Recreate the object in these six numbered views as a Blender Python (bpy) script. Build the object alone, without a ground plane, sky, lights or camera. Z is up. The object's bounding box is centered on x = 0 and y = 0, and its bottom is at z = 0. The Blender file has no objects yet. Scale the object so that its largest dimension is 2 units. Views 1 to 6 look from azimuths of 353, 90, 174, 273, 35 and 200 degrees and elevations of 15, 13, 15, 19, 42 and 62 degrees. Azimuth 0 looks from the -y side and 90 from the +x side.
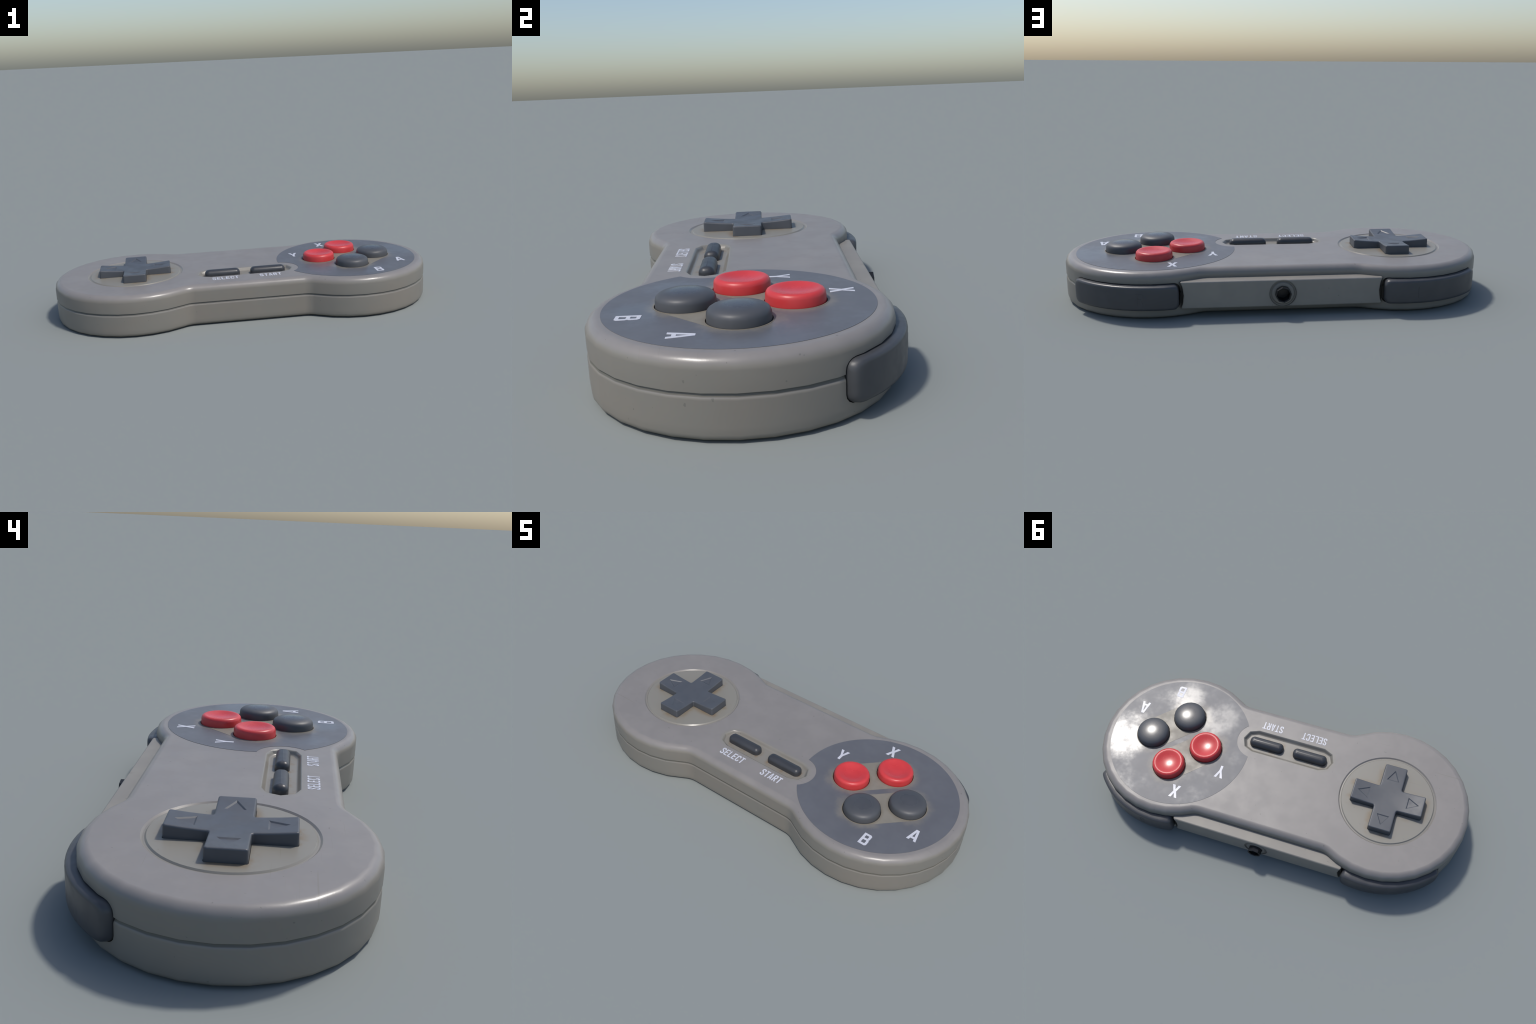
"""A worn 16-bit style gamepad lying flat: two round lobes joined by a waist,
cross pad, four face buttons on a slate label, two pill buttons in a recess,
two shoulder buttons and a cable block with a socket at the back."""
import bpy, bmesh, math
from mathutils import Vector, Matrix
from math import sin, cos, pi, radians, sqrt, atan2, asin, acos, ceil, floor

SC = bpy.context.scene
COL = SC.collection

# ------------------------------------------------------------------ sizes
CX, CY, R = 0.577, -0.017, 0.423        # lobe centres (+-CX, CY) and radius
FRONT, REAR = 0.330, 0.359              # waist half depths, from CY
RF = 0.10                               # concave fillet between lobe and waist
TOP = 0.210                             # height of the flat top
SEAM = 0.1195
DPAD = (-0.577, -0.016)
RING_R = 0.2455
LABEL_C, LABEL_R = (0.572, -0.020), 0.3785
BITE_C, BITE_R = (0.181, -0.1405), 0.1035
SLOT_C, SLOT_HALF = (0.0, -0.141), 0.185
BTN = {"X": (0.575, 0.136), "Y": (0.424, -0.016), "A": (0.727, -0.016), "B": (0.575, -0.168)}
SH_A0, SH_A1 = 37.4, 106.2              # shoulder button, angles on the lobe


# ------------------------------------------------------------------ helpers
def obj_from_bm(name, bm, mat=None, smooth_angle=35, weighted=False):
    bmesh.ops.recalc_face_normals(bm, faces=bm.faces)
    me = bpy.data.meshes.new(name)
    bm.to_mesh(me)
    bm.free()
    ob = bpy.data.objects.new(name, me)
    COL.objects.link(ob)
    if mat:
        me.materials.append(mat)
    shade(ob, smooth_angle)
    return ob


def shade(ob, angle=35):
    me = ob.data
    bm = bmesh.new()
    bm.from_mesh(me)
    lim = radians(angle)
    for f in bm.faces:
        f.smooth = True
    for e in bm.edges:
        e.smooth = not (len(e.link_faces) == 2 and e.calc_face_angle(0) > lim)
    bm.to_mesh(me)
    bm.free()


def bake(ob):
    """apply all modifiers of ob"""
    dg = bpy.context.evaluated_depsgraph_get()
    me = bpy.data.meshes.new_from_object(ob.evaluated_get(dg), preserve_all_data_layers=True, depsgraph=dg)
    old = ob.data
    me.name = old.name
    ob.modifiers.clear()
    ob.data = me
    bpy.data.meshes.remove(old)


def cut(ob, cutters, angle=35):
    for c in cutters:
        m = ob.modifiers.new("cut", "BOOLEAN")
        m.operation, m.solver, m.object = "DIFFERENCE", "EXACT", c
        bake(ob)
        me = c.data
        bpy.data.objects.remove(c)
        bpy.data.meshes.remove(me)
    bm = bmesh.new()
    bm.from_mesh(ob.data)
    bmesh.ops.remove_doubles(bm, verts=bm.verts, dist=1e-5)
    bmesh.ops.dissolve_degenerate(bm, edges=bm.edges, dist=1e-5)
    bm.to_mesh(ob.data)
    bm.free()
    shade(ob, angle)
    m = ob.modifiers.new("weighted", "WEIGHTED_NORMAL")
    m.keep_sharp, m.weight, m.mode = True, 60, "FACE_AREA"
    bake(ob)
    return ob


def soften(ob, width, segments=3, limit=30, angle=45):
    m = ob.modifiers.new("round", "BEVEL")
    m.width, m.segments, m.limit_method, m.angle_limit = width, segments, "ANGLE", radians(limit)
    m.harden_normals = False
    bake(ob)
    shade(ob, angle)
    m = ob.modifiers.new("weighted", "WEIGHTED_NORMAL")
    m.keep_sharp, m.weight, m.mode = True, 60, "FACE_AREA"
    bake(ob)
    return ob


def loft(name, rings, mat=None, smooth_angle=35, caps=True):
    """rings: lists of (x, y, z), all of one length"""
    bm = bmesh.new()
    rows = [[bm.verts.new(p) for p in ring] for ring in rings]
    n = len(rows[0])
    for a, b in zip(rows, rows[1:]):
        for i in range(n):
            bm.faces.new((a[i], a[(i + 1) % n], b[(i + 1) % n], b[i]))
    if caps:
        bm.faces.new(rows[0])
        bm.faces.new(list(reversed(rows[-1])))
    return obj_from_bm(name, bm, mat, smooth_angle)


def lathe(name, profile, centre, mat=None, n=24, smooth_angle=40, turn=0.0):
    """profile: (radius, z) from the axis outwards and down; first radius may be 0"""
    bm = bmesh.new()
    rows = []
    for r, z in profile:
        if r < 1e-6:
            rows.append([bm.verts.new((centre[0], centre[1], z))])
        else:
            rows.append([bm.verts.new((centre[0] + r * cos(turn + 2 * pi * i / n), centre[1] + r * sin(turn + 2 * pi * i / n), z)) for i in range(n)])
    for a, b in zip(rows, rows[1:]):
        for i in range(n):
            j = (i + 1) % n
            if len(a) == 1 and len(b) > 1:
                bm.faces.new((a[0], b[i], b[j]))
            elif len(b) == 1 and len(a) > 1:
                bm.faces.new((a[i], b[0], a[j]))
            else:
                bm.faces.new((a[i], b[i], b[j], a[j]))
    for row, flip in ((rows[0], False), (rows[-1], True)):
        if len(row) > 1:
            bm.faces.new(row if not flip else list(reversed(row)))
    return obj_from_bm(name, bm, mat, smooth_angle)


def outline(d=0.0, step=11.25, fillet_seg=5):
    """counter-clockwise outline of the body, inset by d"""
    def side(h):                                   # tangent data of the fillet
        xf = CX - sqrt((R + RF) ** 2 - (h + RF) ** 2)
        return xf, atan2(h + RF, CX - xf)          # fillet centre x, angle lobe->fillet
    xf_f, a_f = side(FRONT)
    xf_r, a_r = side(REAR)
    r, pts = R - d, []

    def arc(cx, cy, rad, a0, a1, stops):
        for a in stops:
            pts.append((cx + rad * cos(a), cy + rad * sin(a)))

    def lobe_stops(a0, a1):
        s = radians(step)
        inner = [k * s for k in range(ceil(a0 / s + 0.25), floor(a1 / s - 0.25) + 1)]
        return [a0] + inner + [a1]
    # right lobe: from front fillet tangent round +x to the rear one
    arc(CX, CY, r, 0, 0, lobe_stops(-(pi - a_f), pi - a_r))
    # rear right fillet, centre above the waist line; runs from lobe to line
    fr = RF + d
    fcy = CY + REAR + RF
    for i in range(1, fillet_seg + 1):
        t = i / fillet_seg
        a = -a_r + (a_r - pi / 2) * t
        pts.append((xf_r + fr * cos(a), fcy + fr * sin(a)))
    for i in range(fillet_seg, 0, -1):
        t = i / fillet_seg
        a = -a_r + (a_r - pi / 2) * t
        pts.append((-(xf_r + fr * cos(a)), fcy + fr * sin(a)))
    # left lobe
    arc(-CX, CY, r, 0, 0, lobe_stops(a_r, 2 * pi - a_f))
    fcy = CY - FRONT - RF
    for i in range(1, fillet_seg + 1):
        t = i / fillet_seg
        a = a_f + (pi / 2 - a_f) * t
        pts.append((-(xf_f + fr * cos(a)), fcy + fr * sin(a)))
    for i in range(fillet_seg, 0, -1):
        t = i / fillet_seg
        a = a_f + (pi / 2 - a_f) * t
        pts.append((xf_f + fr * cos(a), fcy + fr * sin(a)))
    return pts


def ring3(pts, z):
    return [(x, y, z) for x, y in pts]


# ------------------------------------------------------------------ node helper
class Nodes:
    def __init__(self, name):
        self.mat = bpy.data.materials.new(name)
        self.mat.use_nodes = True
        self.t = self.mat.node_tree
        self.t.nodes.clear()
        self.out = self.t.nodes.new("ShaderNodeOutputMaterial")
        self.bsdf = self.t.nodes.new("ShaderNodeBsdfPrincipled")
        self.t.links.new(self.bsdf.outputs[0], self.out.inputs[0])
        co = self.t.nodes.new("ShaderNodeTexCoord")
        self.co = co.outputs["Object"]
        self.nrm = self.t.nodes.new("ShaderNodeNewGeometry").outputs["Normal"]
        self.x, self.y, self.z = self.split(self.co)
        self.nz = self.split(self.nrm)[2]

    def put(self, sock, v):
        if hasattr(v, "is_linked"):
            self.t.links.new(v, sock)
        else:
            sock.default_value = v

    def m(self, op, a, b=0.0, c=0.0):
        n = self.t.nodes.new("ShaderNodeMath")
        n.operation = op
        for s, v in zip(n.inputs, (a, b, c)):
            self.put(s, v)
        return n.outputs[0]

    def split(self, v):
        n = self.t.nodes.new("ShaderNodeSeparateXYZ")
        self.put(n.inputs[0], v)
        return n.outputs

    def add(self, a, b): return self.m("ADD", a, b)
    def sub(self, a, b): return self.m("SUBTRACT", a, b)
    def mul(self, a, b): return self.m("MULTIPLY", a, b)
    def min(self, a, b): return self.m("MINIMUM", a, b)
    def max(self, a, b): return self.m("MAXIMUM", a, b)

    def ramp(self, v, lo, hi, to0=0.0, to1=1.0):
        n = self.t.nodes.new("ShaderNodeMapRange")
        n.interpolation_type = "SMOOTHSTEP"
        for s, val in zip(n.inputs, (v, lo, hi, to0, to1)):
            self.put(s, val)
        return n.outputs[0]

    def dist(self, cx, cy):
        dx, dy = self.sub(self.x, cx), self.sub(self.y, cy)
        return self.m("SQRT", self.add(self.mul(dx, dx), self.mul(dy, dy)))

    def box(self, cx, cy, hx, hy):
        """distance outside an axis-aligned rectangle"""
        qx = self.max(self.sub(self.m("ABSOLUTE", self.sub(self.x, cx)), hx), 0.0)
        qy = self.max(self.sub(self.m("ABSOLUTE", self.sub(self.y, cy)), hy), 0.0)
        return self.m("SQRT", self.add(self.mul(qx, qx), self.mul(qy, qy)))

    def noise(self, scale, detail=4.0, rough=0.55, stretch=(1, 1, 1), turn=(0, 0, 0), shift=(0, 0, 0), distort=0.0):
        mp = self.t.nodes.new("ShaderNodeMapping")
        mp.inputs["Scale"].default_value = stretch
        mp.inputs["Rotation"].default_value = turn
        mp.inputs["Location"].default_value = shift
        self.put(mp.inputs["Vector"], self.co)
        n = self.t.nodes.new("ShaderNodeTexNoise")
        self.put(n.inputs["Vector"], mp.outputs[0])
        n.inputs["Scale"].default_value = scale
        n.inputs["Detail"].default_value = detail
        n.inputs["Roughness"].default_value = rough
        n.inputs["Distortion"].default_value = distort
        return n.outputs[0]

    def mix(self, f, a, b, mode="MIX"):
        n = self.t.nodes.new("ShaderNodeMix")
        n.data_type, n.blend_type = "RGBA", mode
        self.put(n.inputs[0], f)
        for s, v in ((n.inputs[6], a), (n.inputs[7], b)):
            self.put(s, v if hasattr(v, "is_linked") else (*v, 1.0))
        return n.outputs[2]

    def ao(self, dist):
        n = self.t.nodes.new("ShaderNodeAmbientOcclusion")
        n.inputs["Distance"].default_value = dist
        n.samples = 8
        n.only_local = False
        return n.outputs["AO"]

    def bump(self, h, strength, dist):
        n = self.t.nodes.new("ShaderNodeBump")
        n.inputs["Strength"].default_value = strength
        n.inputs["Distance"].default_value = dist
        self.put(n.inputs["Height"], h)
        self.t.links.new(n.outputs[0], self.bsdf.inputs["Normal"])

    def set(self, color=None, rough=None, spec=None, coat=None):
        if color is not None:
            self.put(self.bsdf.inputs["Base Color"], color if hasattr(color, "is_linked") else (*color, 1.0))
        if rough is not None:
            self.put(self.bsdf.inputs["Roughness"], rough)
        if spec is not None:
            self.put(self.bsdf.inputs["Specular IOR Level"], spec)
        return self.mat

    def scratches(self, turn, stretch=60.0, scale=3.0, lo=0.70, hi=0.76, shift=(0, 0, 0)):
        """thin lines: a noise pulled out along one direction, gated by a coarse one"""
        line = self.noise(scale, 1.5, 0.4, (1.0, stretch, 1.0), (0, 0, turn), shift)
        gate = self.noise(3.1, 1.0, 0.5, shift=(shift[0] + 7, 3, 1))
        return self.mul(self.ramp(line, lo, hi), self.ramp(gate, 0.56, 0.64))


# ------------------------------------------------------------------ materials
GREY = (0.228, 0.211, 0.200)
BEIGE = (0.228, 0.215, 0.182)
BROWN = (0.19, 0.125, 0.06)


def shell_material():
    n = Nodes("grey_plastic")
    base = n.mix(n.ramp(n.noise(7.0, 5.0, 0.6), 0.35, 0.7), (0.219, 0.204, 0.193), (0.240, 0.223, 0.210))
    # side walls: ground-bounce warmth put into the colour, with brownish stain patches
    side = n.ramp(n.nz, 0.75, 0.25)
    bounce_stain = n.mix(n.ramp(n.noise(4.0, 4.0, 0.6, shift=(2, 5, 1)), 0.38, 0.66), (0.205, 0.194, 0.164), (0.218, 0.195, 0.160))
    base = n.mix(n.mul(side, 0.75), base, bounce_stain)
    # yellowed disc around the cross pad, and inside the recess
    disc = n.ramp(n.dist(*DPAD), RING_R + 0.012, RING_R - 0.010)
    disc = n.mul(disc, n.ramp(n.z, TOP - 0.02, TOP - 0.015))
    base = n.mix(n.mul(disc, 0.9), base, BEIGE)
    slot = n.mul(n.ramp(n.box(*SLOT_C, SLOT_HALF, 0.0), 0.085, 0.058), n.ramp(n.nz, 0.0, 0.3))
    base = n.mix(n.mul(slot, 0.75), base, BEIGE)
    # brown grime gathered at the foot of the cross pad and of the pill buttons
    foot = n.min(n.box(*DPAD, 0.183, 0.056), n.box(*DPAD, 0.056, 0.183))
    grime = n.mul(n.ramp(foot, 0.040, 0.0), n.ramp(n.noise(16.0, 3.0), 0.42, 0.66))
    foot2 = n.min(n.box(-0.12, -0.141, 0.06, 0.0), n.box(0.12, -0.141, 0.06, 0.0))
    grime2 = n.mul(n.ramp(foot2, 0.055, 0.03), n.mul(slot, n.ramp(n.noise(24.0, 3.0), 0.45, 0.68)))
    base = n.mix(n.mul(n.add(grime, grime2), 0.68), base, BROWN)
    # occlusion shade painted into the creases, rubbed tone on the rim
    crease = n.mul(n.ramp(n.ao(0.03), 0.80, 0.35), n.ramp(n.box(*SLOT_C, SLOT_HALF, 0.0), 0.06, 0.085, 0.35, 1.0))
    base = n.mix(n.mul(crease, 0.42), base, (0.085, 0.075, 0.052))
    # dark olive band along the parting line
    part = n.mul(n.ramp(n.z, 0.1108, 0.1140), n.ramp(n.z, 0.1225, 0.1205))
    base = n.mix(n.mul(part, 0.75), base, (0.072, 0.067, 0.046))
    specks = n.ramp(n.noise(75.0, 1.0, 0.4), 0.775, 0.80)
    base = n.mix(n.mul(specks, 0.45), base, (0.10, 0.095, 0.085))
    lines = n.mul(n.max(n.scratches(0.5), n.scratches(-0.75, shift=(4, 2, 5))), n.ramp(n.nz, 0.2, 0.6))
    base = n.mix(n.mul(lines, 0.22), base, (0.135, 0.118, 0.075))
    rough = n.ramp(n.noise(9.0, 4.0, 0.6, shift=(3, 3, 3)), 0.3, 0.75, 0.405, 0.475)
    rim = n.mul(n.ramp(n.nz, 0.30, 0.50), n.ramp(n.nz, 0.98, 0.90))
    rough = n.sub(rough, n.mul(rim, 0.13))
    n.bump(n.noise(160.0, 2.0), 0.03, 0.003)
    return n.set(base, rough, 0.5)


def block_material():
    n = Nodes("yellowed_plastic")
    base = n.mix(n.ramp(n.noise(8.0, 4.0, 0.6), 0.35, 0.7), (0.222, 0.207, 0.184), (0.244, 0.228, 0.198))
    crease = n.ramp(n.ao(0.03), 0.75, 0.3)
    base = n.mix(n.mul(crease, 0.5), base, (0.085, 0.070, 0.045))  # ambient occlusion shade mixed into the block colour
    dx, dz = n.sub(n.x, -0.001), n.sub(n.z, 0.1035)
    d = n.m("SQRT", n.add(n.mul(dx, dx), n.mul(dz, dz)))
    collar = n.mul(n.mul(n.ramp(d, 0.066, 0.060), n.ramp(d, 0.044, 0.050)), n.ramp(n.y, 0.38, 0.40))
    base = n.mix(n.mul(collar, 0.4), base, (0.06, 0.056, 0.048))
    specks = n.ramp(n.noise(75.0, 1.0, 0.4), 0.775, 0.80)
    base = n.mix(n.mul(specks, 0.4), base, (0.10, 0.095, 0.085))
    n.bump(n.noise(160.0, 2.0), 0.03, 0.003)
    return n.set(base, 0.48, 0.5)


def label_material():
    n = Nodes("slate_label")
    base = n.mix(n.ramp(n.noise(9.0, 5.0, 0.65), 0.35, 0.7), (0.110, 0.113, 0.125), (0.122, 0.126, 0.138))
    # print rubbed away around every button
    d = None
    for c in BTN.values():
        k = n.dist(*c)
        d = k if d is None else n.min(d, k)
    spread = n.add(d, n.mul(n.sub(n.noise(13.0, 5.0, 0.65), 0.5), 0.10))
    worn = n.ramp(spread, 0.128, 0.080)
    base = n.mix(n.mul(worn, 0.75), base, (0.20, 0.186, 0.163))
    dust = n.mul(n.ramp(n.noise(14.0, 6.0, 0.7, shift=(5, 1, 0)), 0.55, 0.8), n.ramp(d, 0.26, 0.10))
    base = n.mix(n.mul(dust, 0.25), base, (0.17, 0.16, 0.145))
    # greasy smears: patches that differ in gloss
    polished = n.max(n.ramp(n.dist(0.860, 0.045), 0.20, 0.05), n.max(n.ramp(n.dist(0.63, -0.28), 0.13, 0.03), n.ramp(n.dist(0.42, -0.20), 0.15, 0.03, 0.0, 0.75)))
    smear = n.add(n.mul(polished, 0.8), n.mul(n.sub(n.noise(11.0, 8.0, 0.68, shift=(1.5, 0.4, 0)), 0.5), 2.0))
    rough = n.ramp(smear, -0.15, 0.95, 0.47, 0.28)
    n.bump(n.noise(60.0, 3.0), 0.02, 0.003)
    return n.set(base, rough, 0.5)


def plate_material():
    n = Nodes("worn_plate")
    d = None
    for c in BTN.values():
        k = n.dist(*c)
        d = k if d is None else n.min(d, k)
    base = n.mix(n.ramp(n.noise(14.0, 4.0), 0.35, 0.7), (0.205, 0.188, 0.155), (0.235, 0.217, 0.180))
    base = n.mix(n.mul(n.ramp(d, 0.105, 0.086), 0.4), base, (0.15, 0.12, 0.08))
    rough = n.ramp(n.noise(4.5, 7.0, 0.6, shift=(1.5, 0.4, 0)), 0.38, 0.56, 0.38, 0.52)
    return n.set(base, rough, 0.5)


def button_material(name, a, b, rough0, rough1, spec=0.5, crease_shade=(0.05, 0.045, 0.035), rim=0.0):
    n = Nodes(name)
    base = n.mix(n.ramp(n.noise(12.0, 4.0, 0.6), 0.35, 0.7), a, b)
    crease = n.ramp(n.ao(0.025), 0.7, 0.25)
    base = n.mix(n.mul(crease, 0.45), base, crease_shade)  # painted occlusion: colour shifts to a shade tone in creases
    rough = n.ramp(n.noise(16.0, 5.0, 0.6), 0.35, 0.7, rough0, rough1)
    if rim:                                     # worn smooth in the middle by thumbs
        d = None
        for c in BTN.values():
            k = n.dist(*c)
            d = k if d is None else n.min(d, k)
        rough = n.add(rough, n.ramp(d, 0.030, 0.068, 0.0, rim))
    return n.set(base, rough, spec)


M_SHELL = shell_material()
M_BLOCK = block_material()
M_LABEL = label_material()
M_PLATE = plate_material()
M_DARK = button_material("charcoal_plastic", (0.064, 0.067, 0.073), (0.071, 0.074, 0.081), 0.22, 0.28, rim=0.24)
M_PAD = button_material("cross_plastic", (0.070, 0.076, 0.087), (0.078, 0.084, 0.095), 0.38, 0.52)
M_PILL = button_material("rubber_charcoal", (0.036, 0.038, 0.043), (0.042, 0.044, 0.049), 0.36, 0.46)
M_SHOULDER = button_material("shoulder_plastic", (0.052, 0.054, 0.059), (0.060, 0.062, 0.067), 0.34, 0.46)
M_RED = button_material("red_plastic", (0.55, 0.040, 0.042), (0.60, 0.048, 0.050), 0.23, 0.29, crease_shade=(0.2, 0.02, 0.02), rim=0.12)
M_BLACK = button_material("black_plastic", (0.006, 0.006, 0.0065), (0.009, 0.009, 0.0095), 0.35, 0.5, crease_shade=(0.004, 0.004, 0.004))
M_PRINT = button_material("white_print", (0.55, 0.555, 0.60), (0.61, 0.615, 0.66), 0.35, 0.45, crease_shade=(0.5, 0.5, 0.55))


# ------------------------------------------------------------------ thing
root = bpy.data.objects.new("game_controller", None)
COL.objects.link(root)
root["label"] = "worn grey gamepad with cross pad and red buttons"
root["category"] = "game controller"


def own(ob, parent=None):
    ob.parent = parent or root
    return ob


# ------------------------------------------------------------------ shells
RND = 0.034
top_profile = [(RND * (1 - sin(a)) if i else RND, TOP - RND * (1 - cos(a))) for i, a in
               ((i, i / 7 * pi / 2) for i in range(8))]
top_profile += [(0.0, 0.150), (0.0004, 0.1235), (0.0016, 0.1217), (0.0055, 0.1207)]
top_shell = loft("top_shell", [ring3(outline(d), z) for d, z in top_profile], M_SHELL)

bot_profile = [(0.0060, 0.1200), (0.0047, 0.1166), (0.0034, 0.1140), (0.0018, 0.1116), (0.0006, 0.1090), (0.0, 0.1050),
               (0.0004, 0.0400), (0.0016, 0.0200), (0.0040, 0.0110), (0.0090, 0.0055), (0.0190, 0.0018), (0.0360, 0.0)]
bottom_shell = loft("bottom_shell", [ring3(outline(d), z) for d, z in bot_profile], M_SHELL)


def rounded_patch(a0, a1, z0, z1, ra, rz, seg=4, ra_end=None):
    """outline in (angle, height) with rounded corners; ra in degrees"""
    rb = ra_end or ra
    pts = []
    for (ca, cz, start, r) in ((a1 - rb, z1 - rz, 0, rb), (a0 + ra, z1 - rz, 90, ra), (a0 + ra, z0 + rz, 180, ra), (a1 - rb, z0 + rz, 270, rb)):
        for i in range(seg + 1):
            t = radians(start + 90 * i / seg)
            pts.append((ca + r * cos(t), cz + rz * sin(t)))
    return pts


def cyl_prism(name, rows, side, mat=None, flare=None):
    """rows: (radius, patch outline). Builds a bar curved round the lobe axis.
    Faces between rows are split along the angle so they follow the curve."""
    bm = bmesh.new()

    def place(r, a, z):
        if r > 0.4245 and flare:
            r = 0.4245 + (r - 0.4245) * (flare(a) - 0.4245) / 0.0305
        t = radians(a)
        return bm.verts.new((side * (CX + r * cos(t)), CY + r * sin(t), z))
    # resample every outline so that all rows have matching points
    vs = []
    for r, outl in rows:
        vs.append([place(r, a, z) for a, z in outl])
    n = len(vs[0])
    for p, q in zip(vs, vs[1:]):
        for i in range(n):
            bm.faces.new((p[i], p[(i + 1) % n], q[(i + 1) % n], q[i]))

    # end skins: strips between the upper and the lower half of the outline
    half = n // 2
    for row in (vs[0], vs[-1]):
        up, low = row[:half], list(reversed(row[half:]))
        for i in range(half - 1):
            bm.faces.new((up[i], up[i + 1], low[i + 1], low[i]))
    bmesh.ops.remove_doubles(bm, verts=bm.verts, dist=1e-6)
    return obj_from_bm(name, bm, mat, 40)


def shoulder_outline(a0, a1, z0, z1, ca0, ca1, rz, corner=4, along=14):
    """upper half from a1 to a0, then lower half back: the same count each way"""
    upper = []
    for i in range(corner + 1):
        t = radians(90 * i / corner)
        upper.append((a1 - ca1 + ca1 * cos(t), z1 - rz + rz * sin(t)))
    for i in range(1, along):
        upper.append((a1 - ca1 + (a0 + ca0 - a1 + ca1) * i / along, z1))
    for i in range(corner + 1):
        t = radians(90 + 90 * i / corner)
        upper.append((a0 + ca0 + ca0 * cos(t), z1 - rz + rz * sin(t)))
    lower = [(a, z0 + (z1 - z)) for a, z in reversed(upper)]
    return upper + lower


def pocket(side):
    o = shoulder_outline(SH_A0 - 0.6, SH_A1 + 1.2, 0.0425, 0.1605, 5.0, 4.0, 0.029)
    return cyl_prism("pocket", [(0.395, o), (0.50, o)], side)


def shoulder_radius(a):
    """the bar grows thicker from its outer end towards the cable block"""
    knots = ((30, 0.4410), (42, 0.4470), (60, 0.4515), (75, 0.4540), (85, 0.4555), (95, 0.4590), (110, 0.4655))
    for (a0, r0), (a1, r1) in zip(knots, knots[1:]):
        if a <= a1:
            return r0 + (r1 - r0) * (a - a0) / (a1 - a0)
    return knots[-1][1]


# recess for the two pill buttons: soft lip, sloping wall, flat floor
def stadium(w, z, seg=4):
    pts = []
    for sx, start in ((1, -90), (-1, 90)):
        for i in range(seg + 1):
            t = radians(start + 180 * i / seg)
            pts.append((SLOT_C[0] + sx * SLOT_HALF + w * cos(t), SLOT_C[1] + w * sin(t), z))
    return pts


slot_rows = [(0.070, 0.216), (0.0690, 0.2103), (0.0665, 0.2095), (0.0640, 0.2078), (0.0610, 0.2040), (0.0578, 0.1990), (0.0550, 0.1957), (0.0520, 0.1935), (0.0480, 0.1922)]
slot_cut = loft("slot_cut", [stadium(w, z) for w, z in slot_rows])


def ring_cut():
    bm = bmesh.new()
    prof = [(-0.0115, 0.0014), (-0.0050, -0.0048), (0.0005, -0.0052), (0.0085, 0.0014), (0.0, 0.008)]
    n, rows = 64, []
    for i in range(n):
        t = 2 * pi * i / n
        rows.append([bm.verts.new((DPAD[0] + (RING_R + dr) * cos(t), DPAD[1] + (RING_R + dr) * sin(t), TOP + dz)) for dr, dz in prof])
    for i in range(n):
        a, b = rows[i], rows[(i + 1) % n]
        for k in range(len(prof)):
            l = (k + 1) % len(prof)
            bm.faces.new((a[k], a[l], b[l], b[k]))
    return obj_from_bm("ring_cut", bm)


def cross_outline(arm, half, fillet=0.008, seg=3):
    """outline of a plus, outer corners rounded, inner ones slightly filleted"""
    pts = []
    for q in range(4):
        rot = Matrix.Rotation(q * pi / 2, 2)
        loc = []
        for i in range(seg + 1):                       # outer corner of the +x arm, front
            t = radians(-90 + 90 * i / seg)
            loc.append((arm - fillet + fillet * cos(t), -half + fillet + fillet * sin(t)))
        for i in range(seg + 1):
            t = radians(90 * i / seg)
            loc.append((arm - fillet + fillet * cos(t), half - fillet + fillet * sin(t)))
        f = fillet * 0.9
        for i in range(seg + 1):                       # inner corner
            t = radians(-90 - 90 * i / seg)
            loc.append((half + f + f * cos(t), half + f + f * sin(t)))
        pts += [tuple(rot @ Vector(p)) for p in loc]
    return pts


cross_cut = loft("cross_cut", [[(DPAD[0] + x, DPAD[1] + y, z) for x, y in cross_outline(0.1867, 0.0593)] for z in (0.23, 0.192)])


def disc_cut(c, r, z0, z1, n=32):
    return lathe("disc_cut", [(r, z1), (r, z0)], c, n=n)


hole_cuts = [disc_cut(c, 0.0895, 0.190, 0.23) for c in BTN.values()]
cut(top_shell, [slot_cut, ring_cut(), cross_cut] + hole_cuts + [pocket(1), pocket(-1)])
cut(bottom_shell, [pocket(1), pocket(-1)])
own(top_shell)
own(bottom_shell)


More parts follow.
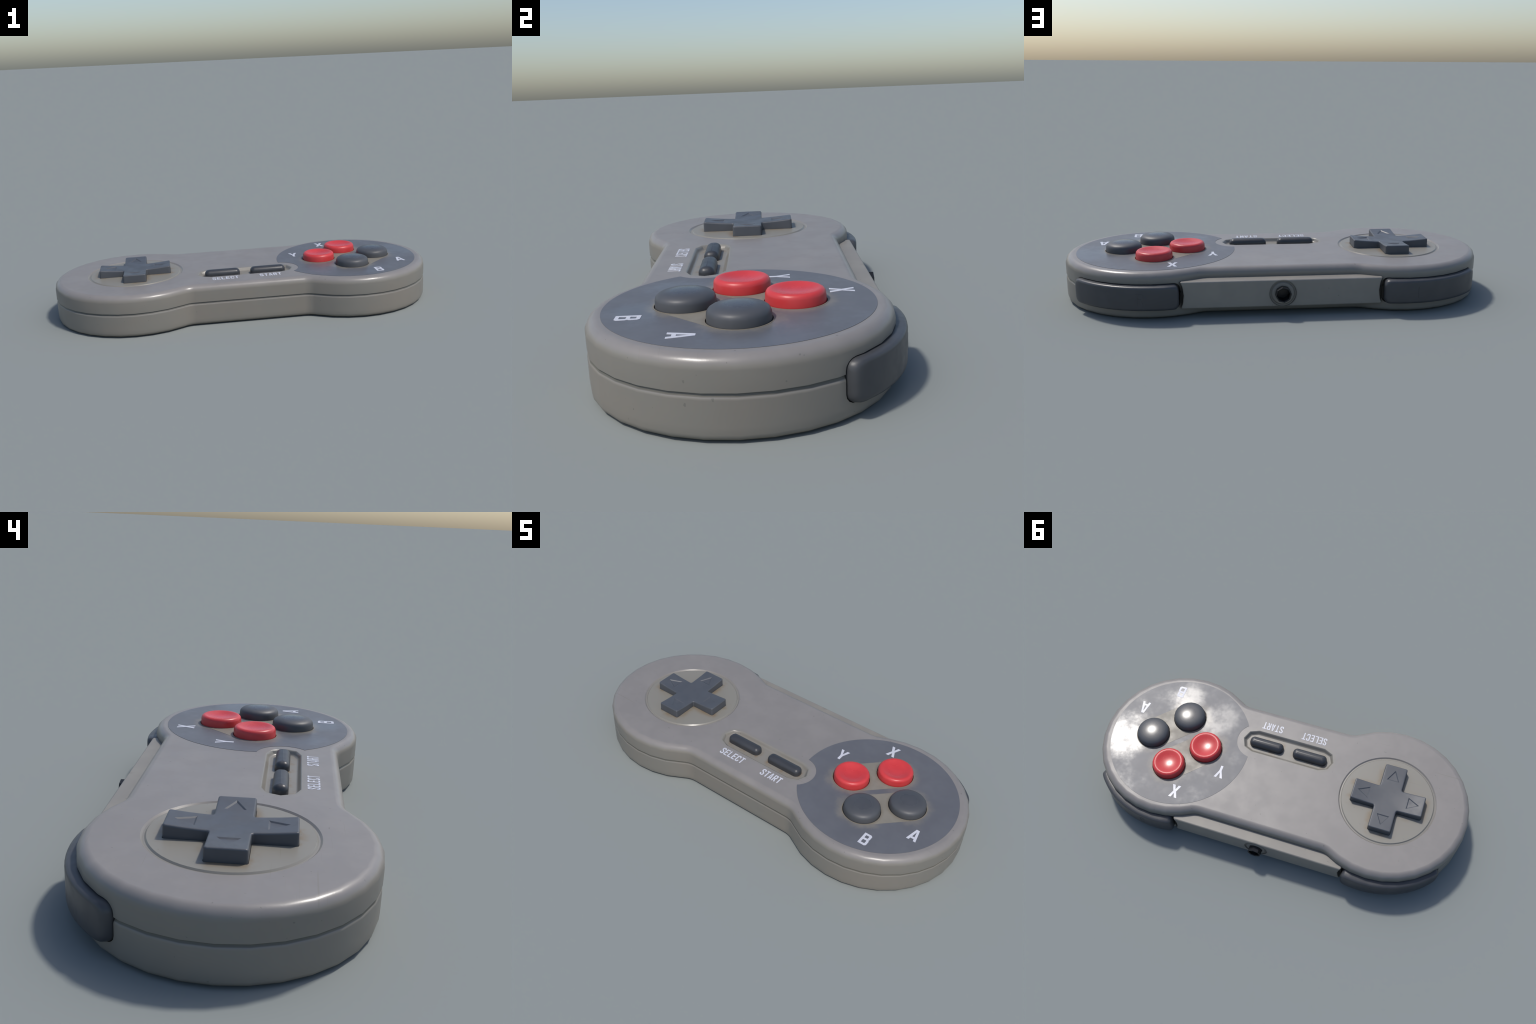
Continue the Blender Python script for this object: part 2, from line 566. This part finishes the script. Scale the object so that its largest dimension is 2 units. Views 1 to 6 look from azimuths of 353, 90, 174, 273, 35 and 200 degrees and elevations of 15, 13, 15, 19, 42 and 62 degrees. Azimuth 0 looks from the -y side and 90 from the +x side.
# ------------------------------------------------------------------ cable block and socket
def block():
    rows = []
    zs0, zs1, rear, front, rr = 0.0425, 0.1665, 0.4055, 0.22, 0.007
    section = [(front, zs0), (rear - rr, zs0)]
    for i in range(4):
        t = radians(-90 + 90 * i / 3)
        section.append((rear - rr + rr * cos(t), zs0 + rr + rr * sin(t)))
    mid = 8
    for i in range(1, mid):
        section.append((rear, zs0 + rr + (zs1 - zs0 - 2 * rr) * i / mid))
    for i in range(4):
        t = radians(90 * i / 3)
        section.append((rear - rr + rr * cos(t), zs1 - rr + rr * sin(t)))
    section.append((front, zs1))
    section = [p for i, p in enumerate(section) if i == 0 or p != section[i - 1]]
    # the two ends are hollowed in an arc, to clear the shoulder buttons

    def end(z, k):
        u = (z - 0.5 * (zs0 + zs1)) / (0.5 * (zs1 - zs0))
        return 0.4505 - 0.0125 * max(0.0, 1 - u * u) ** 0.8 - k
    rings = []
    for s, k in ((-1, 0.0), (-1, 0.005), (1, 0.005), (1, 0.0)):
        ring = []
        for y, z in section:
            inset = 0.004 if k == 0.0 else 0.0
            yy = y - inset if y > rear - 0.02 else y
            ring.append((s * end(z, k), yy, z + (inset * 0.6 if z < 0.1 else -inset * 0.6) if abs(z - 0.5 * (zs0 + zs1)) > 0.05 else z))
        rings.append(ring)
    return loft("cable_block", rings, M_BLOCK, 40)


cable_block = block()


def y_turn(ob, x, y, z):
    """turn a lathe built round z so its axis points along +y, and move it there"""
    ob.data.transform(Matrix.Translation((x, y, z)) @ Matrix.Rotation(-pi / 2, 4, "X"))
    return ob


def annulus_cut():
    bm = bmesh.new()
    prof = [(0.0612, 0.002), (0.0585, -0.0045), (0.0530, -0.0052), (0.0455, 0.0022), (0.0540, 0.008)]
    n, rows = 40, []
    for i in range(n):
        t = 2 * pi * i / n
        rows.append([bm.verts.new((r * cos(t), r * sin(t), z)) for r, z in prof])
    for i in range(n):
        a, b = rows[i], rows[(i + 1) % n]
        for k in range(len(prof)):
            l = (k + 1) % len(prof)
            bm.faces.new((a[k], a[l], b[l], b[k]))
    return obj_from_bm("annulus_cut", bm)


JX, JZ = -0.001, 0.1035
cut(cable_block, [y_turn(annulus_cut(), JX, 0.4055, JZ), y_turn(lathe("c", [(0.034, 0.02), (0.034, -0.06)], (0, 0), n=24), JX, 0.4055, JZ)], 40)
own(cable_block)
socket = lathe("cable_socket", [(0.0, -0.045), (0.0275, -0.045), (0.0290, 0.0260), (0.0315, 0.0290), (0.0340, 0.0290), (0.0358, 0.0270), (0.0365, -0.02), (0.0, -0.02)],
               (0, 0), M_BLACK, n=8, smooth_angle=25, turn=radians(8))
own(y_turn(socket, JX, 0.4055, JZ), cable_block)


# ------------------------------------------------------------------ shoulder buttons
def shoulder(side, glyph):
    def o(g, z0, z1):
        return shoulder_outline(SH_A0 + g, SH_A1 - g * 0.8, z0, z1, 4.2, 3.0, 0.027)
    rows = [(0.380, o(0.0, 0.0450, 0.1578)), (0.4245, o(0.0, 0.0450, 0.1578)), (0.4440, o(0.9, 0.0470, 0.1566)),
            (0.4505, o(1.5, 0.0500, 0.1542)), (0.4540, o(2.4, 0.0545, 0.1502)), (0.4550, o(3.4, 0.0605, 0.1450))]
    ob = cyl_prism("shoulder_button", rows, side, M_SHOULDER, shoulder_radius)
    return own(ob)


# ------------------------------------------------------------------ lettering
def ribbon(pts, w, closed=False):
    """outline of a stroke of width w along pts with mitred joints"""
    left, right = [], []
    n = len(pts)
    for i, p in enumerate(pts):
        p = Vector(p)
        a = Vector(pts[i - 1]) if i else None
        b = Vector(pts[i + 1]) if i < n - 1 else None
        d0 = (p - a).normalized() if a else (b - p).normalized()
        d1 = (b - p).normalized() if b else d0
        t = (d0 + d1).normalized()
        nv = Vector((-t.y, t.x))
        k = w / 2 / max(0.4, nv.dot(Vector((-d0.y, d0.x))))
        left.append(tuple(p + nv * k))
        right.append(tuple(p - nv * k))
    return left + right[::-1]


def chamfer_box(x0, y0, x1, y1, c, left=False):
    p = [(x0, y0), (x1 - c, y0), (x1, y0 + c), (x1, y1 - c), (x1 - c, y1), (x0, y1)]
    return p


def glyph(ch, w, h, t):
    """outlines (outer ones and holes) of a letter in a w by h box, stroke t"""
    k, c = t / 2, min(w, h) * 0.16
    if ch == "X":
        s = t * 1.15
        return [[(0, 0), (s, 0), (w / 2, h / 2 - s * 0.75), (w - s, 0), (w, 0), (w / 2 + s * 0.55, h / 2), (w, h), (w - s, h), (w / 2, h / 2 + s * 0.75), (s, h), (0, h), (w / 2 - s * 0.55, h / 2)]]
    if ch == "Y":
        s = t * 1.12
        return [[(w / 2 - k, 0), (w / 2 + k, 0), (w / 2 + k, h * 0.40), (w, h), (w - s, h), (w / 2, h * 0.56), (s, h), (0, h), (w / 2 - k, h * 0.40)]]
    if ch == "A":
        s = t * 0.98
        yb0, yb1 = h * 0.18, h * 0.18 + t * 0.9
        def xl(y): return (w / 2 - t * 0.62) * y / h          # outer left edge
        def xi(y): return xl(y) + s
        ytop = h * 0.80
        return [[(0, 0), (s, 0), (xi(yb0), yb0), (w - xi(yb0), yb0), (w - s, 0), (w, 0), (w / 2 + t * 0.62, h), (w / 2 - t * 0.62, h)],
                [(xi(yb1), yb1), (w - xi(yb1), yb1), (w / 2 + 0.0004, ytop), (w / 2 - 0.0004, ytop)]]
    if ch == "B":
        m = h * 0.52
        return [[(0, 0), (w - c, 0), (w, c), (w, m - c * 0.9), (w - c * 0.7, m), (w * 0.96, m + c * 0.7), (w * 0.96, h - c), (w * 0.96 - c, h), (0, h)],
                [(t, t), (w - t - c * 0.3, t), (w - t, t + c * 0.3), (w - t, m - k - c * 0.3), (w - t - c * 0.3, m - k), (t, m - k)],
                [(t, m + k), (w * 0.96 - t - c * 0.3, m + k), (w * 0.96 - t, m + k + c * 0.3), (w * 0.96 - t, h - t - c * 0.3), (w * 0.96 - t - c * 0.3, h - t), (t, h - t)]]
    if ch == "R":
        m = h * 0.44
        return [[(0, 0), (t, 0), (t, m), (w * 0.42, m), (w - t * 1.1, 0), (w, 0), (w * 0.72, m * 1.02), (w, m + c), (w, h - c), (w - c, h), (0, h)],
                [(t, m + t), (w - t - c * 0.3, m + t), (w - t, m + t + c * 0.3), (w - t, h - t - c * 0.3), (w - t - c * 0.3, h - t), (t, h - t)]]
    if ch == "E":
        return [[(0, 0), (w, 0), (w, t), (t, t), (t, h / 2 - k), (w * 0.85, h / 2 - k), (w * 0.85, h / 2 + k), (t, h / 2 + k), (t, h - t), (w, h - t), (w, h), (0, h)]]
    if ch == "L":
        return [[(0, 0), (w, 0), (w, t), (t, t), (t, h), (0, h)]]
    if ch == "T":
        return [[(w / 2 - k, 0), (w / 2 + k, 0), (w / 2 + k, h - t), (w, h - t), (w, h), (0, h), (0, h - t), (w / 2 - k, h - t)]]
    if ch == "S":
        return [ribbon([(w - k, h * 0.70), (w - k, h - k - c), (w - k - c, h - k), (k + c, h - k), (k, h - k - c), (k, h * 0.66), (w - k, h * 0.36), (w - k, k + c), (w - k - c, k), (k + c, k), (k, k + c), (k, h * 0.30)], t)]
    if ch == "C":
        return [ribbon([(w - k, h * 0.68), (w - k, h - k - c), (w - k - c, h - k), (k + c, h - k), (k, h - k - c), (k, k + c), (k + c, k), (w - k - c, k), (w - k, k + c), (w - k, h * 0.32)], t)]
    return []


def print_outlines(name, outlines, z, depth, mat):
    """flat filled outlines with a little thickness, bottom at z"""
    cu = bpy.data.curves.new(name, "CURVE")
    cu.dimensions, cu.fill_mode, cu.extrude = "2D", "BOTH", depth / 2
    for o in outlines:
        sp = cu.splines.new("POLY")
        sp.points.add(len(o) - 1)
        for p, (x, y) in zip(sp.points, o):
            p.co = (x, y, 0, 1)
        sp.use_cyclic_u = True
    tmp = bpy.data.objects.new(name, cu)
    COL.objects.link(tmp)
    dg = bpy.context.evaluated_depsgraph_get()
    me = bpy.data.meshes.new_from_object(tmp.evaluated_get(dg), depsgraph=dg)
    bpy.data.objects.remove(tmp)
    bpy.data.curves.remove(cu)
    me.name = name
    me.transform(Matrix.Translation((0, 0, z + depth / 2)))
    me.materials.clear()
    me.materials.append(mat)
    ob = bpy.data.objects.new(name, me)
    COL.objects.link(ob)
    return ob


# ------------------------------------------------------------------ label and plates
def label_outline():
    """disc with a round bite on the recess side"""
    d = Vector(LABEL_C) - Vector(BITE_C)
    D = d.length
    base = atan2(-d.y, -d.x)
    half = acos((D * D + LABEL_R ** 2 - BITE_R ** 2) / (2 * D * LABEL_R))
    a0, a1 = base + half, base + 2 * pi - half
    pts = [(LABEL_C[0] + LABEL_R * cos(a0 + (a1 - a0) * i / 96), LABEL_C[1] + LABEL_R * sin(a0 + (a1 - a0) * i / 96)) for i in range(97)]
    bb = atan2(d.y, d.x)
    hb = acos((D * D + BITE_R ** 2 - LABEL_R ** 2) / (2 * D * BITE_R))
    for i in range(1, 24):
        t = bb + hb - 2 * hb * i / 24
        pts.append((BITE_C[0] + BITE_R * cos(t), BITE_C[1] + BITE_R * sin(t)))
    return pts


def circle(c, r, n=40):
    return [(c[0] + r * cos(2 * pi * i / n), c[1] + r * sin(2 * pi * i / n)) for i in range(n)]


HOLE = 0.0890
label = own(print_outlines("button_label", [label_outline()] + [circle(c, HOLE) for c in BTN.values()], TOP - 0.0004, 0.0014, M_LABEL))


def plate(p, q, w=0.0925):
    """beige capsule behind a pair of buttons, standing a hair above the label"""
    p, q = Vector(p), Vector(q)
    a = atan2(q.y - p.y, q.x - p.x)
    o = [(q.x + w * cos(a - pi / 2 + pi * i / 20), q.y + w * sin(a - pi / 2 + pi * i / 20)) for i in range(21)]
    o += [(p.x + w * cos(a + pi / 2 + pi * i / 20), p.y + w * sin(a + pi / 2 + pi * i / 20)) for i in range(21)]
    return own(print_outlines("button_plate", [o, circle(p, HOLE - 0.0005), circle(q, HOLE - 0.0005)], TOP + 0.0002, 0.0014, M_PLATE), label)


plate(BTN["Y"], BTN["X"])
plate(BTN["B"], BTN["A"])


# ------------------------------------------------------------------ face buttons
CONCAVE = [(0.0, 0.2365), (0.018, 0.2370), (0.036, 0.2390), (0.052, 0.2425), (0.0625, 0.2462), (0.0690, 0.2478), (0.0745, 0.2472),
           (0.0792, 0.2445), (0.0828, 0.2400), (0.0845, 0.2340), (0.0855, 0.2200), (0.0865, 0.1930), (0.0, 0.1930)]
DOME = [(0.0, 0.2560), (0.018, 0.2557), (0.036, 0.2545), (0.052, 0.2525), (0.0640, 0.2500), (0.0720, 0.2472), (0.0785, 0.2432),
        (0.0828, 0.2380), (0.0848, 0.2310), (0.0857, 0.2200), (0.0867, 0.1930), (0.0, 0.1930)]
for ch, c in BTN.items():
    red = ch in "XY"
    own(lathe("face_button", CONCAVE if red else DOME, c, M_RED if red else M_DARK, n=24))

# ------------------------------------------------------------------ printed letters
LETTERS = {"X": (0.4868, 0.2728, 0.046, 0.0715, 0.0125), "Y": (0.3015, 0.0940, 0.047, 0.0715, 0.0125),
           "B": (0.6815, -0.3110, 0.040, 0.0690, 0.0110), "A": (0.8395, -0.1545, 0.046, 0.0715, 0.0125)}
for ch, (x, y, w, h, t) in LETTERS.items():
    o = [[(x - w / 2 + px, y - h / 2 + py) for px, py in loop] for loop in glyph(ch, w, h, t)]
    own(print_outlines("printed_letter", o, TOP + 0.0008, 0.0010, M_PRINT), label)


def word(text, x0, x1, y0, y1, t, gap=0.0045):
    w = (x1 - x0 - gap * (len(text) - 1)) / len(text)
    out, x = [], x0
    for ch in text:
        out += [[(x + px, y0 + py) for px, py in loop] for loop in glyph(ch, w, y1 - y0, t)]
        x += w + gap
    return own(print_outlines("printed_word", out, TOP - 0.0002, 0.0010, M_PRINT), top_shell)


word("SELECT", -0.181, -0.046, -0.2700, -0.2275, 0.0058)
word("START", 0.0645, 0.1775, -0.2695, -0.2270, 0.0058)


# ------------------------------------------------------------------ pill buttons
def pill(x):
    L, W = 0.0925, 0.0268

    def ring(d, z, seg=5):
        r = 0.0225
        pts = []
        for sx, sy, start in ((1, -1, -90), (1, 1, 0), (-1, 1, 90), (-1, -1, 180)):
            for i in range(seg + 1):
                t = radians(start + 90 * i / seg)
                k = max(0.002, r - d)
                pts.append((x + sx * (L - d - k) + k * cos(t), -0.1385 + sy * (W - d - k) + k * sin(t), z))
        return pts
    rows = []
    for i in range(8):
        a = i / 7 * pi / 2
        rows.append(ring(0.0225 * (1 - sin(a)), 0.2070 + 0.0205 * cos(a)))
    rows.insert(0, ring(0.0242, 0.2280))
    rows.append(ring(-0.0008, 0.186))
    return own(loft("pill_button", rows, M_PILL, 50))


pill(-0.1205)
pill(0.1205)


# ------------------------------------------------------------------ cross pad
def pad_height(x, y):
    """dished: level in the middle, rising along each arm"""
    u = max(abs(x), abs(y)) / 0.183
    return 0.2400 + 0.0110 * u ** 2.0


PAD_Z = 0.2400


def cross_pad():
    """modelled with a level top; dish() bends it afterwards"""
    bm = bmesh.new()
    half, arm, E = 0.0580, 0.1855, 0.0060
    base = cross_outline(arm, half, 0.008, 3)

    def inset(pts, d):
        out, n = [], len(pts)
        for i in range(n):
            p, a, b = Vector(pts[i]), Vector(pts[i - 1]), Vector(pts[(i + 1) % n])
            t = ((p - a).normalized() + (b - p).normalized()).normalized()
            out.append(tuple(p + Vector((-t.y, t.x)) * d))
        return out
    rows = []
    for i in range(5):
        a = i / 4 * pi / 2
        rows.append([(x, y, PAD_Z - E * (1 - cos(a))) for x, y in inset(base, E * (1 - sin(a)))])
    rows.append([(x, y, 0.186) for x, y in inset(base, -0.0003)])
    vs = [[bm.verts.new((DPAD[0] + x, DPAD[1] + y, z)) for x, y, z in r] for r in rows]
    n = len(base)
    for p, q in zip(vs, vs[1:]):
        for i in range(n):
            bm.faces.new((p[i], q[i], q[(i + 1) % n], p[(i + 1) % n]))
    bm.faces.new(vs[-1])
    bm.faces.new(vs[0])
    return obj_from_bm("cross_pad", bm, M_PAD, 40)


def arrow_cut(q):
    """tapered triangular plug that leaves an engraved arrow with sloping edges"""
    rot = Matrix.Rotation(q * pi / 2, 2)
    rows = []
    for grow, dz in ((0.0090, 0.0060), (0.0, 0.0), (-0.0050, -0.0034)):
        tri = [(0.1610 + grow * 1.9, 0.0), (0.1000 - grow, 0.0330 + grow * 1.5), (0.1000 - grow, -0.0330 - grow * 1.5)]
        rows.append([(DPAD[0] + p.x, DPAD[1] + p.y, PAD_Z + dz) for p in (rot @ Vector(t) for t in tri)])
    return loft("arrow_cut", rows)


def dish(ob):
    """slice the pad and raise each arm towards its tip"""
    bm = bmesh.new()
    bm.from_mesh(ob.data)
    for axis in (0, 1):
        for k in range(-8, 9):
            co, no = Vector((DPAD[0], DPAD[1], 0)), Vector((0, 0, 0))
            no[axis] = 1
            co[axis] += k * 0.0213 + 0.0007
            geom = list(bm.verts) + list(bm.edges) + list(bm.faces)
            bmesh.ops.bisect_plane(bm, geom=geom, plane_co=co, plane_no=no, dist=1e-6)
    for v in bm.verts:
        if v.co.z > 0.21:
            u = max(abs(v.co.x - DPAD[0]), abs(v.co.y - DPAD[1])) / 0.184
            v.co.z += 0.0110 * u * u
    bm.to_mesh(ob.data)
    bm.free()
    shade(ob, 26)
    m = ob.modifiers.new("weighted", "WEIGHTED_NORMAL")
    m.keep_sharp, m.weight, m.mode = True, 50, "FACE_AREA"
    bake(ob)


dpad = cross_pad()
for q in range(4):
    m = dpad.modifiers.new("cut", "BOOLEAN")
    m.operation, m.solver, m.object = "DIFFERENCE", "EXACT", arrow_cut(q)
    bake(dpad)
for ob in [o for o in bpy.data.objects if o.name.startswith("arrow_cut")]:
    bpy.data.objects.remove(ob)
dish(dpad)
own(dpad)

# ------------------------------------------------------------------ shoulder buttons with raised letters
for side, ch in ((1, "R"), (-1, "L")):
    sb = shoulder(side, ch)
    w, h, t = 0.030, 0.050, 0.007
    o = glyph(ch, w, h, t)
    mark = print_outlines("raised_letter", o, 0.0, 0.0010, M_SHOULDER)
    # stand it up on the curved face so that it reads from behind
    a_mid = 84.0
    for v in mark.data.vertices:
        s = (v.co.x - w / 2) / 0.455
        a = radians(a_mid if side > 0 else 180 - a_mid) + s * 1.0
        r = shoulder_radius(math.degrees(a) if side > 0 else 180 - math.degrees(a)) - 0.0002 + v.co.z
        z = 0.100 + (v.co.y - h / 2)
        v.co = (side * CX + r * cos(a), CY + r * sin(a), z)
    mark.data.update()
    own(mark, sb)
